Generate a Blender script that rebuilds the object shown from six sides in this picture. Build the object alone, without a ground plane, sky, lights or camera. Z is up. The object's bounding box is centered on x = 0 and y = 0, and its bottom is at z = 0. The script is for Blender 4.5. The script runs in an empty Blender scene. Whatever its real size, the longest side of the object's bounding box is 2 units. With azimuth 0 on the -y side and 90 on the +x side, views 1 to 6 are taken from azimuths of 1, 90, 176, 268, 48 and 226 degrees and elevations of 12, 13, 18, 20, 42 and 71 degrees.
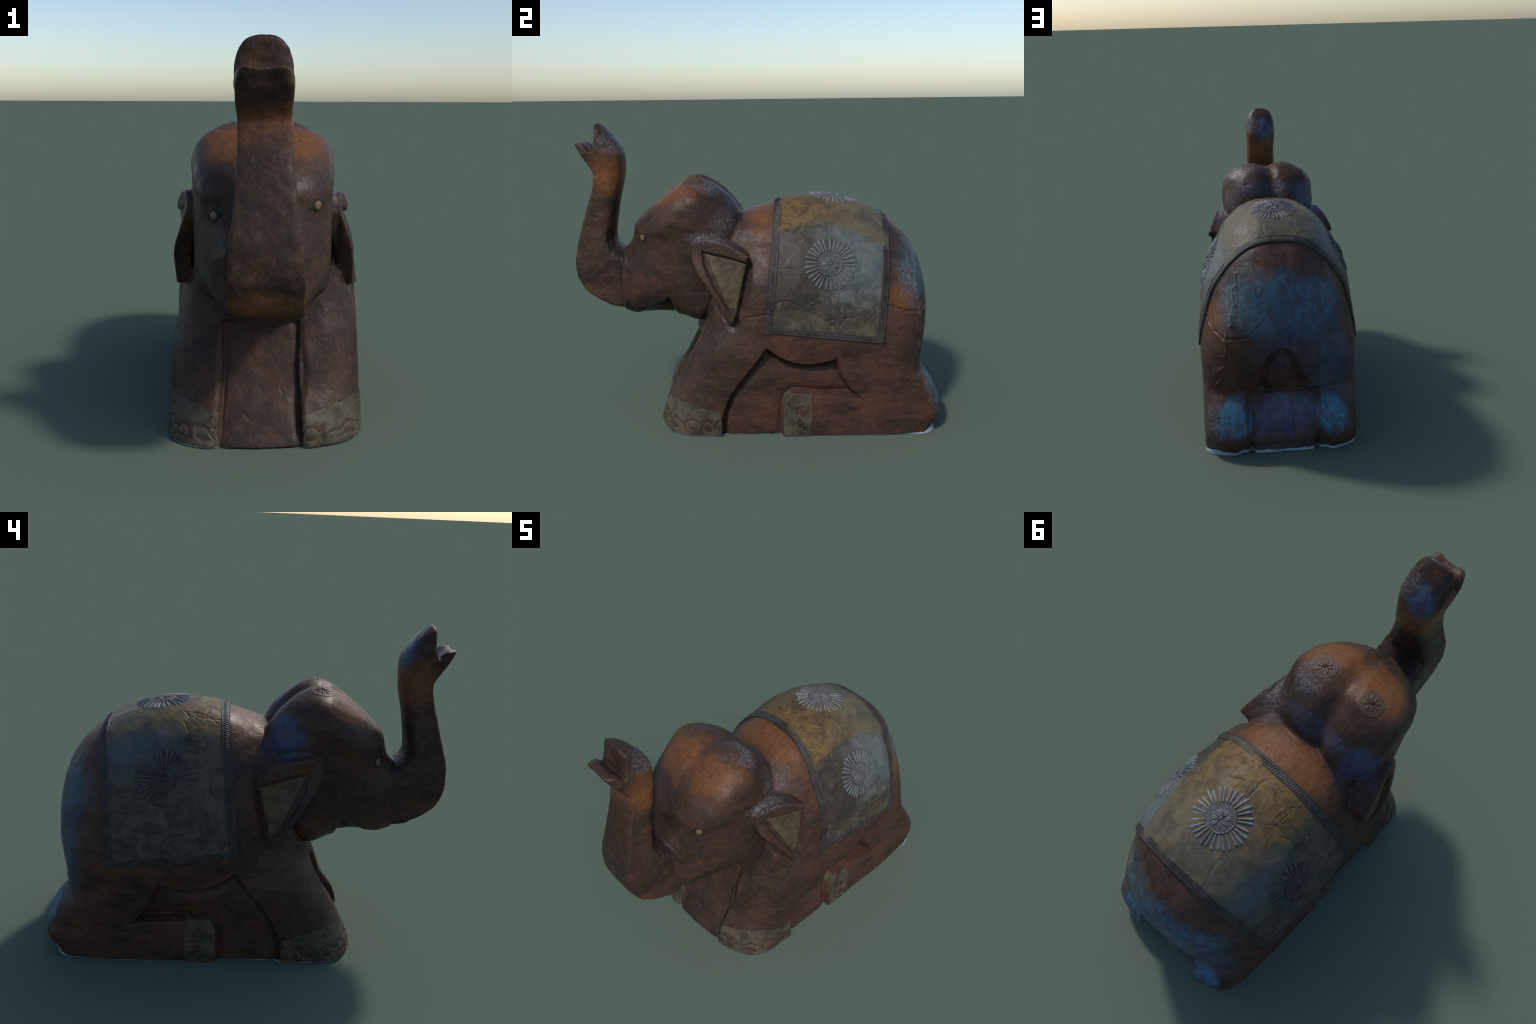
"""Carved wooden elephant, kneeling with raised trunk, dressed in embossed brass sheet.

The wood is one implicit surface (side profile x half-width, carved from both sides like a
relief), meshed once and then split into anatomical parts.  The brass work (saddle cloth, braid,
medallions, rosettes, foot bands, ear plates, eyes) is laid on that surface."""
import bpy, bmesh, math, random
import numpy as np
from mathutils import Vector, Matrix
from mathutils.bvhtree import BVHTree

random.seed(7)
RNG = np.random.RandomState(7)
H = 0.0049                                   # sampling step of the implicit surface
LO = np.array([-0.50, -1.06, -0.035]); HI = np.array([0.50, 1.06, 1.67])
NX, NY, NZ = [int(math.ceil((b - a) / H)) + 1 for a, b in zip(LO, HI)]
gx = (LO[0] + H * np.arange(NX)).astype(np.float32)
gy = (LO[1] + H * np.arange(NY)).astype(np.float32)
gz = (LO[2] + H * np.arange(NZ)).astype(np.float32)
YY, ZZ = np.meshgrid(gy, gz, indexing="ij")
XC = -0.008                                  # the carving leans a little to one side


# ----------------------------------------------------------------------------- small maths
def sstep(a, b, v):
    t = np.clip((v - a) / (b - a), 0, 1)
    return t * t * (3 - 2 * t)


def spline(pts, n=6, closed=False):
    """Catmull-Rom through pts; a point given twice is a sharp corner."""
    P = [np.array(p, float) for p in pts]
    out, m = [], len(P)
    for i in range(m if closed else m - 1):
        a, b = P[i], P[(i + 1) % m]
        p0 = P[i - 1] if (i > 0 or closed) else a
        p3 = P[(i + 2) % m] if (i + 2 < m or closed) else b
        if np.allclose(a, b):
            continue
        for k in range(n):
            t = k / n
            out.append(0.5 * (2 * a + (b - p0) * t + (2 * p0 - 5 * a + 4 * b - p3) * t * t + (3 * a - p0 - 3 * b + p3) * t ** 3))
    if not closed:
        out.append(P[-1])
    return np.array(out)


def dist2(poly, A=YY, B=ZZ, closed=False):
    d = np.full(A.shape, 1e9, np.float32)
    n = len(poly)
    for i in range(n if closed else n - 1):
        a, b = poly[i], poly[(i + 1) % n]
        e = b - a
        L = float(e @ e)
        if L < 1e-12:
            continue
        px, py = A - a[0], B - a[1]
        t = np.clip((px * e[0] + py * e[1]) / L, 0, 1)
        np.minimum(d, (px - t * e[0]) ** 2 + (py - t * e[1]) ** 2, out=d)
    return np.sqrt(d)


def inside(poly, A=YY, B=ZZ):
    r = np.zeros(A.shape, bool)
    n = len(poly)
    for i in range(n):
        (x0, y0), (x1, y1) = poly[i], poly[(i + 1) % n]
        if y0 == y1:
            continue
        c = (y0 > B) != (y1 > B)
        r ^= c & (A < (x1 - x0) * (B - y0) / (y1 - y0) + x0)
    return r


def depth_in(poly, A=YY, B=ZZ):
    """signed distance, positive inside"""
    return np.where(inside(poly, A, B), 1, -1) * dist2(poly, A, B, True)


def arc_depths(arc_a, arc_b):
    """depth below each of the two arcs that close a profile; outside, only the nearer arc counts"""
    out = ~inside(np.concatenate([arc_a, arc_b]))
    a, b = dist2(arc_a), dist2(arc_b)
    return np.where(out & (a <= b), -a, a), np.where(out & (b < a), -b, b)


def vnoise(P, freq, seed):
    """trilinear value noise in -1..1"""
    r = np.random.RandomState(seed).uniform(-1, 1, (32, 32, 32))
    q = np.asarray(P, float) * freq + 100.3
    i = np.floor(q).astype(int); f = q - i
    f = f * f * (3 - 2 * f)
    v = 0
    for a in (0, 1):
        for b in (0, 1):
            for c in (0, 1):
                w = (f[..., 0] if a else 1 - f[..., 0]) * (f[..., 1] if b else 1 - f[..., 1]) * (f[..., 2] if c else 1 - f[..., 2])
                v = v + w * r[(i[..., 0] + a) % 32, (i[..., 1] + b) % 32, (i[..., 2] + c) % 32]
    return v


def smin(a, b, k):
    h = np.clip(0.5 + 0.5 * (b - a) / k, 0, 1)
    return b * (1 - h) + a * h - k * h * (1 - h)


def pos(v):
    return np.maximum(v, 0)


AX = np.abs(gx[:, None, None] - (np.interp(ZZ, [.3, .9], [-.002, -.016]) + .013 * sstep(.2, -.05, YY) * sstep(.3, .5, ZZ) * sstep(.95, .80, ZZ))[None])


# ----------------------------------------------------------------------------- ears
EAR = spline([(-.345, .965), (-.325, 1.028), (-.283, 1.052), (-.283, 1.052), (-.18, 1.032), (-.10, .998), (-.042, .962), (-.042, .962), (-.075, .79), (-.118, .612),
              (-.118, .612), (-.145, .610), (-.19, .69), (-.25, .79), (-.31, .88)], closed=True)
EAR_IN = spline([(-.285, .985), (-.285, .985), (-.16, .962), (-.03, .930), (-.03, .930), (-.06, .78), (-.098, .682), (-.118, .672), (-.148, .676), (-.148, .676), (-.215, .790), (-.270, .90)], closed=True)
d_ear, d_ein = depth_in(EAR), depth_in(EAR_IN)


def ear_outer(side, Y, Z):
    """outer face of the ear: leans in toward the head only at its upper front corner"""
    lean = 1.05 * (Y + .04) / .25 * sstep(.72, 1.02, Z)
    if side > 0:
        return .370 - .065 * (Z - .96) + .050 * lean
    return .413 + .01 * (Z - .96) + .064 * lean


# ----------------------------------------------------------------------------- torso and legs
BACK = spline([(-.36, .98), (-.20, 1.09), (-.065, 1.146), (.02, 1.172), (.11, 1.198), (.22, 1.221), (.33, 1.229), (.43, 1.221), (.52, 1.200),
               (.60, 1.172), (.70, 1.115), (.785, 1.046), (.858, .956), (.899, .858), (.924, .763), (.938, .66), (.938, .56), (.924, .47),
               (.906, .40), (.893, .335), (.893, .335), (.930, .29), (.970, .225), (1.000, .158), (1.008, .100), (.995, .045), (.955, .0), (.945, -.06)])
FRONT = spline([(-.54, -.06), (-.566, .0), (-.558, .055), (-.534, .11), (-.500, .175), (-.456, .245), (-.408, .345), (-.366, .455), (-.322, .57),
                (-.300, .68), (-.29, .80), (-.36, .96)])
t_back, t_front = arc_depths(BACK, FRONT)

# hollow between the legs, cut in from each side
HOLLOW = spline([(-.195, -.06), (-.19, .03), (-.186, .11), (-.155, .205), (-.108, .278), (-.03, .378), (.05, .488), (.05, .488), (.085, .457), (.14, .424),
                 (.225, .399), (.325, .402), (.402, .428), (.402, .475), (.402, .475), (.412, .455), (.445, .365), (.487, .275), (.528, .222), (.580, .180),
                 (.580, .180), (.52, .208), (.40, .219), (.28, .224), (.205, .236), (.166, .222), (.141, .180), (.130, .06), (.130, -.06)])
d_h = depth_in(HOLLOW)
hollow_floor = .026 + .020 * sstep(-.05, .25, YY) * sstep(.08, .24, ZZ) + .010 * sstep(.30, .42, ZZ)
rim = np.exp(-np.maximum(d_h, 0) / .026) * .030
belly = spline([(.05, .49), (.085, .457), (.14, .424), (.225, .399), (.325, .402), (.402, .428)])
undercut = .008 * np.exp(-((YY - .45) / .07) ** 2 - ((ZZ - .30) / .10) ** 2) + .024 * np.exp(-(dist2(belly) / .030) ** 2)
thigh = spline([(.402, .475), (.412, .455), (.445, .365), (.487, .275), (.528, .222)])
hollow = sstep(-.003, .013 + .042 * np.exp(-(dist2(thigh) / .045) ** 2) * sstep(.225, .275, ZZ), d_h) * (hollow_floor + rim + undercut)

W = .427 - .018 * sstep(-.1, -.5, YY) - .014 * sstep(.45, .75, ZZ) + .006 * sstep(.25, .0, ZZ)
W = W - .035 * sstep(.25, .65, ZZ) * sstep(.06, -.2, YY) - .016 * sstep(.62, .85, YY) * sstep(.55, .40, ZZ) + .008 * sstep(.10, .25, YY) * sstep(.80, .6, YY) * sstep(.40, .50, ZZ) - .004 * np.exp(-((ZZ - .225) / .025) ** 2) * sstep(.62, .54, YY) * sstep(.10, .15, YY)
W = W - .025 * np.exp(-((YY + .14) / .12) ** 2 - ((ZZ - .70) / .17) ** 2)          # shoulder set back behind the ear
D = np.interp(ZZ, [.0, .30, .42, .70, .88, 1.02], [.105, .11, .18, .45, .60, .75])
PW = np.interp(ZZ, [.30, .5, .95], [2.8, 2.3, 2.4])[None]


def torso_field():
    w = (W - hollow)[None]
    X, Z = np.meshgrid(gx, gz, indexing="ij")
    # rear: sunk block between the hind legs, arched notch over it
    block = sstep(.0, .03, .186 - np.abs(X + .014)) * sstep(.345, .325, Z)
    notch_h = np.interp(Z, [.33, .40, .50, .58, .61], [.118, .108, .076, .03, -.02]) + .006 * np.sin(41 * Z + 9 * X)
    arch_line = np.exp(-((notch_h - np.abs(X + .008)) / .022) ** 2) * sstep(.32, .36, Z) * sstep(.63, .56, Z)
    heelcut = sstep(.025, -.025, np.abs(X + .014) - .19 - .40 * pos(.15 - Z)) * (1 - block) * sstep(.17, .06, Z)
    notch = sstep(-.012, .020, notch_h - np.abs(X + .008)) * sstep(.315, .34, Z)
    seam = np.exp(-((np.abs(X + .014) - (.185 - .10 * pos(.12 - Z))) / .013) ** 2) * sstep(.36, .30, Z)
    crease = np.exp(-((Z - .338 - .012 * np.sin(9 * X)) / .011) ** 2) * sstep(.40, .30, np.abs(X)) * (.6 + .4 * np.sin(31 * X + 1))
    rear = (block * np.interp(Z, [0, .05, .12, .2, .33], [.010, .040, .060, .052, .020]) + .022 * notch + .034 * arch_line + .030 * seam + .026 * heelcut + .012 * crease * sstep(.22, .17, np.abs(X)))[:, None, :] * sstep(.55, .75, gy)[None, :, None]
    # front: sunk chest panel between the forelegs
    panel = sstep(.0, .022, .172 + .012 * sstep(.3, 0, Z) - np.abs(X + .022)) * sstep(.50, .475, Z)
    groove = np.exp(-((np.abs(X + .022 + .005 * np.sin(17 * Z)) - .172 - .006 * np.sin(23 * Z + 1)) / .017) ** 2) * sstep(.50, .47, Z)
    front = (.044 * panel * np.interp(Z, [0, .05, .15], [.35, .8, 1])  + .015 * groove + .020 * sstep(.32, .47, Z) * sstep(.28, .16, X) * sstep(.0, .12, X) * (1 - panel))[:, None, :] * sstep(.1, -.1, gy)[None, :, None]
    far_side = .045 * np.clip(-gx / .3, 0, 1)[:, None, None] * sstep(.55, .30, ZZ)[None]      # this haunch is rounder
    a = pos(1 - (t_back[None] - rear) / (D[None] + far_side)) ** PW
    skew = .028 * np.clip(gx / .3, -.2, 1)[:, None, None] * sstep(.45, .2, ZZ)[None]
    b = pos(1 - (t_front[None] - front - skew) / np.interp(ZZ, [0, .12, .5], [.20, .22, .21])[None]) ** PW
    f = ((AX / w) ** PW + a + b) ** (1 / PW) * .3 - .3
    # the shoulder is cut back round each ear
    away = .30 * sstep(-.02, -.15, d_ear) + .03 * sstep(-.0, -.05, d_ear) + .02 * sstep(.72, .62, ZZ) + .06 * sstep(-.16, -.25, YY) * sstep(.82, .72, ZZ)
    for side in (1, -1):
        cap = (ear_outer(side, YY, ZZ) - .050 + away)[None]
        f = -smin(-f, -(side * gx[:, None, None] - cap) * .7, .02)
    return f


# ----------------------------------------------------------------------------- head
H_TOP = spline([(-.80, .64), (-.80, .80), (-.80, .90), (-.745, .945), (-.705, .985), (-.684, 1.031), (-.667, 1.095), (-.627, 1.150), (-.560, 1.209), (-.478, 1.275),
                (-.394, 1.327), (-.315, 1.339), (-.257, 1.325), (-.192, 1.287), (-.118, 1.212), (-.075, 1.14), (-.058, 1.06), (-.070, .97), (-.10, .86), (-.15, .70), (-.22, .56)])
H_BOT = spline([(-.22, .56), (-.335, .548), (-.43, .570), (-.53, .577), (-.62, .572), (-.74, .572), (-.79, .585), (-.835, .615), (-.80, .64)])
t_top, t_bot = arc_depths(H_TOP, H_BOT)
JAW = spline([(-.70, .50), (-.66, .600), (-.60, .628), (-.545, .660), (-.50, .700), (-.470, .722), (-.470, .722), (-.450, .68), (-.435, .60), (-.43, .50)])
Wh = np.interp(YY, [-.82, -.76, -.735, -.70, -.66, -.62, -.56, -.50, -.42, -.34, -.26, -.12, -.05], [.13, .142, .154, .174, .196, .214, .242, .262, .280, .288, .288, .278, .262])
Wh = Wh + sstep(1.0, 1.13, ZZ) * np.interp(YY, [-.70, -.62, -.5, -.4], [.005, .016, .014, .004])
Wh = Wh - .105 * sstep(-.004, .035, depth_in(JAW))


def head_field():
    xg = np.interp(gy, [-.6, -.55, -.45, -.15, 0], [.005, .005, -.005, -.05, -.06])
    amp = np.interp(gy, [-.66, -.50, -.36, -.15], [0, .020, .026, .036])
    cleft = (amp * np.exp(-((gx[:, None] - xg[None]) / .05) ** 2))[:, :, None] * sstep(.98, 1.12, gz)[None, None]
    ax = np.abs(gx[:, None, None] + np.interp(YY, [-.5, -.35, -.1], [.012, .018, .027])[None])
    p = 2.5
    a = pos(1 - (t_top[None] - cleft) / (np.interp(YY, [-.6, -.35, -.1], [.155, .18, .25]) + .05 * sstep(1.08, .95, ZZ) * sstep(-.45, -.55, YY) - .09 * sstep(1.0, .85, ZZ) * sstep(-.45, -.35, YY))[None]) ** p
    b = pos(1 - t_bot[None] / np.interp(YY, [-.74, -.62, -.52, -.42, -.30], [.13, .24, .27, .25, .13])[None]) ** p
    return ((ax / Wh[None]) ** p + a + b) ** (1 / p) * .2 - .2


# ----------------------------------------------------------------------------- trunk
T_FRONT = spline([(-.70, .62), (-.80, .636), (-.84, .655), (-.89, .680), (-.940, .715), (-.975, .762), (-.996, .825), (-.998, .90), (-.989, .97), (-.970, 1.04), (-.941, 1.14),
                  (-.907, 1.25), (-.888, 1.335), (-.892, 1.375), (-.925, 1.430), (-.960, 1.485), (-.982, 1.530), (-.982, 1.530), (-.930, 1.527), (-.889, 1.492),
                  (-.889, 1.492), (-.876, 1.53), (-.873, 1.58), (-.874, 1.62), (-.860, 1.640)])
T_BACK = spline([(-.860, 1.640), (-.803, 1.592), (-.765, 1.547), (-.728, 1.487), (-.719, 1.43), (-.724, 1.35), (-.747, 1.24), (-.772, 1.13), (-.788, 1.035), (-.784, .985),
                 (-.742, .945), (-.69, .90), (-.66, .80), (-.70, .62)])
t_tf, t_tb = arc_depths(T_FRONT, T_BACK)
Wt = np.interp(ZZ, [.60, .67, .80, .92, 1.05, 1.20, 1.37, 1.47, 1.54, 1.59, 1.615, 1.64], [.138, .138, .133, .126, .111, .097, .093, .100, .098, .086, .070, .048])
Wt = Wt - .020 * sstep(-.90, -.975, YY) * sstep(1.40, 1.50, ZZ)


def trunk_field():
    xc = np.interp(gz, [.6, .9, 1.2, 1.6], [.004, .002, -.004, -.011])
    ax = np.abs(gx[:, None, None] - xc[None, None])
    mouth = (.009 * np.exp(-((gx + .011) / .05) ** 4))[:, None, None] * (sstep(1.455, 1.49, ZZ) * sstep(-.86, -.885, YY) * sstep(1.565, 1.54, ZZ))[None]
    dB = np.interp(ZZ, [.9, 1.1, 1.3, 1.5, 1.6], [.06, .075, .09, .08, .05])[None]
    p = 2.6
    a = pos(1 - (t_tf[None] - mouth) / .018) ** p
    b = pos(1 - t_tb[None] / dB) ** p
    return ((ax / Wt[None]) ** p + a + b) ** (1 / p) * .1 - .1


def ear_field(side):
    xo = ear_outer(side, YY, ZZ)
    floor = xo - .019 * sstep(-.003, .010, d_ein)
    s = side * gx[:, None, None]
    thick = .080 + .045 * sstep(.86, .98, ZZ)
    k = .010
    f = -smin(-(s - floor[None]), (s - (xo - thick)[None]), k)
    return -smin(-f, np.broadcast_to(d_ear[None], f.shape), k)


print("fields")
F_t = torso_field().astype(np.float32)
F_h = head_field().astype(np.float32)
F_k = trunk_field().astype(np.float32)
F_e1 = ear_field(1).astype(np.float32)
F_e2 = ear_field(-1).astype(np.float32)
LABEL = np.argmin(np.stack([F_t, F_h, F_k, F_e1, F_e2]), axis=0).astype(np.int8)
FF = smin(F_t, F_h, .012)
FF = smin(FF, F_k, .012)
FF = smin(FF, F_e1, .010)
FF = smin(FF, F_e2, .010)
del F_t, F_h, F_k, F_e1, F_e2
base_z = .004 + 0 * gz
FF = np.maximum(FF, (.002 - gz)[None, None, :]).astype(np.float32)


# ----------------------------------------------------------------------------- surface nets
def surface_nets(F):
    S = F < 0
    nx, ny, nz = [n - 1 for n in F.shape]
    cnt = np.zeros((nx, ny, nz), np.int8)
    for a in (0, 1):
        for b in (0, 1):
            for c in (0, 1):
                cnt += S[a:a + nx, b:b + ny, c:c + nz]
    I, J, K = np.nonzero((cnt > 0) & (cnt < 8))
    acc = np.zeros((len(I), 3)); num = np.zeros(len(I))
    for ax in range(3):
        o1, o2 = [k for k in range(3) if k != ax]
        for u in (0, 1):
            for v in (0, 1):
                off = [0, 0, 0]; off[o1] = u; off[o2] = v
                a = F[I + off[0], J + off[1], K + off[2]].astype(float)
                off2 = list(off); off2[ax] = 1
                b = F[I + off2[0], J + off2[1], K + off2[2]].astype(float)
                m = (a < 0) != (b < 0)
                t = np.where(m, a / np.where(m, a - b, 1), 0)
                p = np.zeros((len(I), 3)); p[:, o1] = u; p[:, o2] = v; p[:, ax] = t
                acc += p * m[:, None]; num += m
    V = LO + H * (np.stack([I, J, K], 1) + acc / num[:, None])
    idx = np.full((nx, ny, nz), -1, np.int32); idx[I, J, K] = np.arange(len(I))
    quads = []
    for ax in range(3):
        o1, o2 = (ax + 1) % 3, (ax + 2) % 3
        sl0 = [slice(1, n) for n in (nx, ny, nz)]; sl1 = list(sl0)
        sl0[ax] = slice(0, (nx, ny, nz)[ax]); sl1[ax] = slice(1, (nx, ny, nz)[ax] + 1)
        s0, s1 = S[tuple(sl0)], S[tuple(sl1)]
        P = np.argwhere(s0 != s1)
        flip = s0[tuple(P.T)]
        base = P + 1; base[:, ax] -= 1
        def at(d1, d2):
            q = base.copy(); q[:, o1] -= d1; q[:, o2] -= d2
            return idx[q[:, 0], q[:, 1], q[:, 2]]
        Q = np.stack([at(1, 1), at(0, 1), at(0, 0), at(1, 0)], 1)
        Q[~flip] = Q[~flip][:, ::-1]
        quads.append(Q)
    return V, np.concatenate(quads)


V, Q = surface_nets(FF)
ijk = np.clip(np.round((V - LO) / H).astype(int), 0, np.array(FF.shape) - 1)
vlab = LABEL[ijk[:, 0], ijk[:, 1], ijk[:, 2]]
del FF, LABEL


def normals_of(V, Q):
    n = np.cross(V[Q[:, 2]] - V[Q[:, 0]], V[Q[:, 3]] - V[Q[:, 1]])
    N = np.zeros_like(V)
    for k in range(4):
        for c in range(3):
            N[:, c] += np.bincount(Q[:, k], n[:, c], len(V))
    return N / np.maximum(np.linalg.norm(N, axis=1), 1e-12)[:, None]


def relax(V, Q, times, lam=.5):
    E = np.concatenate([Q[:, [0, 1]], Q[:, [1, 2]], Q[:, [2, 3]], Q[:, [3, 0]]])
    deg = np.bincount(E[:, 0], minlength=len(V)) + np.bincount(E[:, 1], minlength=len(V))
    for _ in range(times):
        A = np.stack([np.bincount(E[:, 0], V[E[:, 1], c], len(V)) + np.bincount(E[:, 1], V[E[:, 0], c], len(V)) for c in range(3)], 1)
        V = V + lam * (A / deg[:, None] - V)
    return V


V = relax(V, Q, 1)
N = normals_of(V, Q)


def line_dist(V, pts):
    d = np.full(len(V), 1e9); P = np.array(pts, float)
    for a, b in zip(P[:-1], P[1:]):
        e = b - a
        t = np.clip(((V - a) @ e) / (e @ e), 0, 1)
        d = np.minimum(d, ((V - a - t[:, None] * e) ** 2).sum(1))
    return np.sqrt(d)


def snap(V, pts, per=8):
    """a polyline drawn close to the surface, subdivided and laid onto its nearest points"""
    P = np.array(pts, float)
    fine = [a + (b - a) * k / per for a, b in zip(P[:-1], P[1:]) for k in range(per)] + [P[-1]]
    return np.array([V[np.argmin(((V - p) ** 2).sum(1))] for p in fine])


# hand-carved unevenness: broad facets, small chips, a few cracks and gouges
disp = .0030 * vnoise(V, 9, 1) + .0016 * vnoise(V * [1, .6, 1], 24, 2) + .0006 * vnoise(V, 70, 3)
disp += .0045 * (vlab == 1) * (np.abs(vnoise(V, 7, 8)) - .3)                      # broad adze planes on the head
trunk_zone = sstep(-.74, -.80, V[:, 1])
disp += trunk_zone * (.0014 * vnoise(V, 42, 4) - .0025 * pos(vnoise(V, 36, 5) - .45))
nape = np.exp(-((V[:, 1] + .12) / .09) ** 2) * sstep(1.12, 1.2, V[:, 2])
disp -= nape * .005 * pos(vnoise(V * [1, 1, 1.6], 40, 6) - .25)


WOB = np.stack([vnoise(V, 30, 11), vnoise(V, 30, 12), vnoise(V, 30, 13)], 1)


def crack(pts, width, depth, wob=.004, raised=0):
    global disp
    Pw = V + wob * WOB
    d = line_dist(Pw, snap(V, pts))
    disp = disp - depth * np.exp(-(d / width) ** 2)
    if raised:
        disp = disp + raised * np.exp(-((d - 2 * width) / (1.5 * width)) ** 2)


crack([(.135, -.742, .62), (.150, -.738, .75), (.140, -.742, .92)], .005, .005, .002)
crack([(-.150, -.742, .62), (-.165, -.738, .75), (-.155, -.742, .92)], .005, .005, .002)
crack([(.40, .68, .71), (.37, .80, .67), (.30, .89, .645), (.18, .93, .665), (.09, .93, .74), (.05, .92, .80)], .006, .0050, .004, .002)
crack([(.235, .80, 1.0), (.25, .86, .85), (.275, .88, .72), (.295, .88, .60), (.315, .875, .45), (.335, .865, .36)], .009, -.006, .018)
crack([(-.25, .74, 1.0), (-.16, .87, .86), (-.10, .93, .72), (-.03, .94, .62)], .004, .0012)
crack([(-.36, .72, .88), (-.33, .80, .80), (-.30, .88, .62)], .003, .002)
crack([(.395, -.11, .64), (.42, .0, .66), (.43, .06, .67)], .004, .0035)
for side in (1, -1):
    crack([(side * .30, a, b) for a, b in ((-.09, .60), (-.20, .66), (-.262, .775), (-.322, .88), (-.362, .97), (-.338, 1.045), (-.285, 1.075), (-.17, 1.06))], .012, .006, .002)
crack([(.10, -.79, 1.05), (.105, -.80, .93)], .012, .003)
for k in range(46):     # knife chips
    i = RNG.randint(len(V)); c = V[i]
    if .03 < c[2] < .52 or c[1] > .7 or c[1] < -.15:
        d = RNG.normal(size=3); d -= (d @ N[i]) * N[i]; d /= np.linalg.norm(d)
        L = RNG.uniform(.006, .022)
        dd = line_dist(V, [c - d * L, c + d * L])
        disp -= RNG.uniform(.002, .005) * np.exp(-(dd / RNG.uniform(.003, .006)) ** 2)
keep = sstep(.0, .02, V[:, 2])
V = V + N * (disp * np.where(V[:, 2] < .004, 0, 1))[:, None]
V[:, 2] = np.maximum(V[:, 2], .0)
N = normals_of(V, Q)
print("verts", len(V))


# ----------------------------------------------------------------------------- materials
def new_mat(name):
    m = bpy.data.materials.new(name); m.use_nodes = True
    nt = m.node_tree; nt.nodes.clear()
    return m, nt


class G:
    """tiny helper for node graphs"""
    def __init__(s, name):
        s.m, s.nt = new_mat(name)
        s.co = s.nt.nodes.new("ShaderNodeTexCoord").outputs["Object"]

    def n(s, typ, ins=None, **kw):
        d = s.nt.nodes.new(typ)
        for k, v in kw.items():
            setattr(d, k, v)
        for k, v in (ins or {}).items():
            if hasattr(v, "is_output"):
                s.nt.links.new(v, d.inputs[k])
            else:
                d.inputs[k].default_value = v
        return d

    def math(s, op, a, b=0.0, clamp=False):
        return s.n("ShaderNodeMath", {0: a, 1: b}, operation=op, use_clamp=clamp).outputs[0]

    def vmap(s, scale, loc=(0, 0, 0), rot=(0, 0, 0)):
        return s.n("ShaderNodeMapping", {"Vector": s.co, "Scale": scale, "Location": loc, "Rotation": rot}).outputs[0]

    def noise(s, scale, detail=3.0, rough=.55, vec=None, dist=0.0):
        return s.n("ShaderNodeTexNoise", {"Vector": vec if vec is not None else s.co, "Scale": scale, "Detail": detail, "Roughness": rough, "Distortion": dist}).outputs[0]

    def ramp(s, v, a, b, lo=0.0, hi=1.0, smooth=True):
        return s.n("ShaderNodeMapRange", {0: v, 1: a, 2: b, 3: lo, 4: hi}, interpolation_type="SMOOTHSTEP" if smooth else "LINEAR", clamp=True).outputs[0]

    def mix(s, f, a, b, mode="MIX"):
        d = s.nt.nodes.new("ShaderNodeMix"); d.data_type = "RGBA"; d.blend_type = mode
        for sock, v in ((d.inputs[0], f), (d.inputs[6], a), (d.inputs[7], b)):
            if hasattr(v, "is_output"):
                s.nt.links.new(v, sock)
            else:
                sock.default_value = v if isinstance(v, float) else (*v, 1.0)
        return d.outputs[2]

    def blob(s, centre, radii, edge=.6, wob=.35, scale=9.0):
        """soft patch of painted-in light round a place, with a ragged border"""
        v = s.n("ShaderNodeVectorMath", {0: s.co, 1: centre}, operation="SUBTRACT").outputs[0]
        v = s.n("ShaderNodeVectorMath", {0: v, 1: tuple(1 / r for r in radii)}, operation="MULTIPLY").outputs[0]
        L = s.n("ShaderNodeVectorMath", {0: v}, operation="LENGTH").outputs["Value"]
        if wob:
            L = s.math("ADD", L, s.math("MULTIPLY", s.math("SUBTRACT", s.noise(scale, 4.0), .5), wob * 2))
        return s.ramp(L, 1.0 + edge / 2, 1.0 - edge / 2)

    def sep(s):
        return s.n("ShaderNodeSeparateXYZ", {0: s.co}).outputs

    def finish(s, col, rough=.5, metal=0.0, bump=None, bump_d=.002, spec=.35, strength=.6):
        b = s.n("ShaderNodeBsdfPrincipled", {"Metallic": metal, "Specular IOR Level": spec})
        for sock, v in ((b.inputs["Base Color"], col), (b.inputs["Roughness"], rough)):
            if hasattr(v, "is_output"):
                s.nt.links.new(v, sock)
            else:
                sock.default_value = v if isinstance(v, float) else (*v, 1.0)
        if bump is not None:
            bn = s.n("ShaderNodeBump", {"Height": bump, "Distance": bump_d, "Strength": strength}).outputs[0]
            s.nt.links.new(bn, b.inputs["Normal"])
        o = s.nt.nodes.new("ShaderNodeOutputMaterial")
        s.nt.links.new(b.outputs[0], o.inputs[0])
        return s.m


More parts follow.
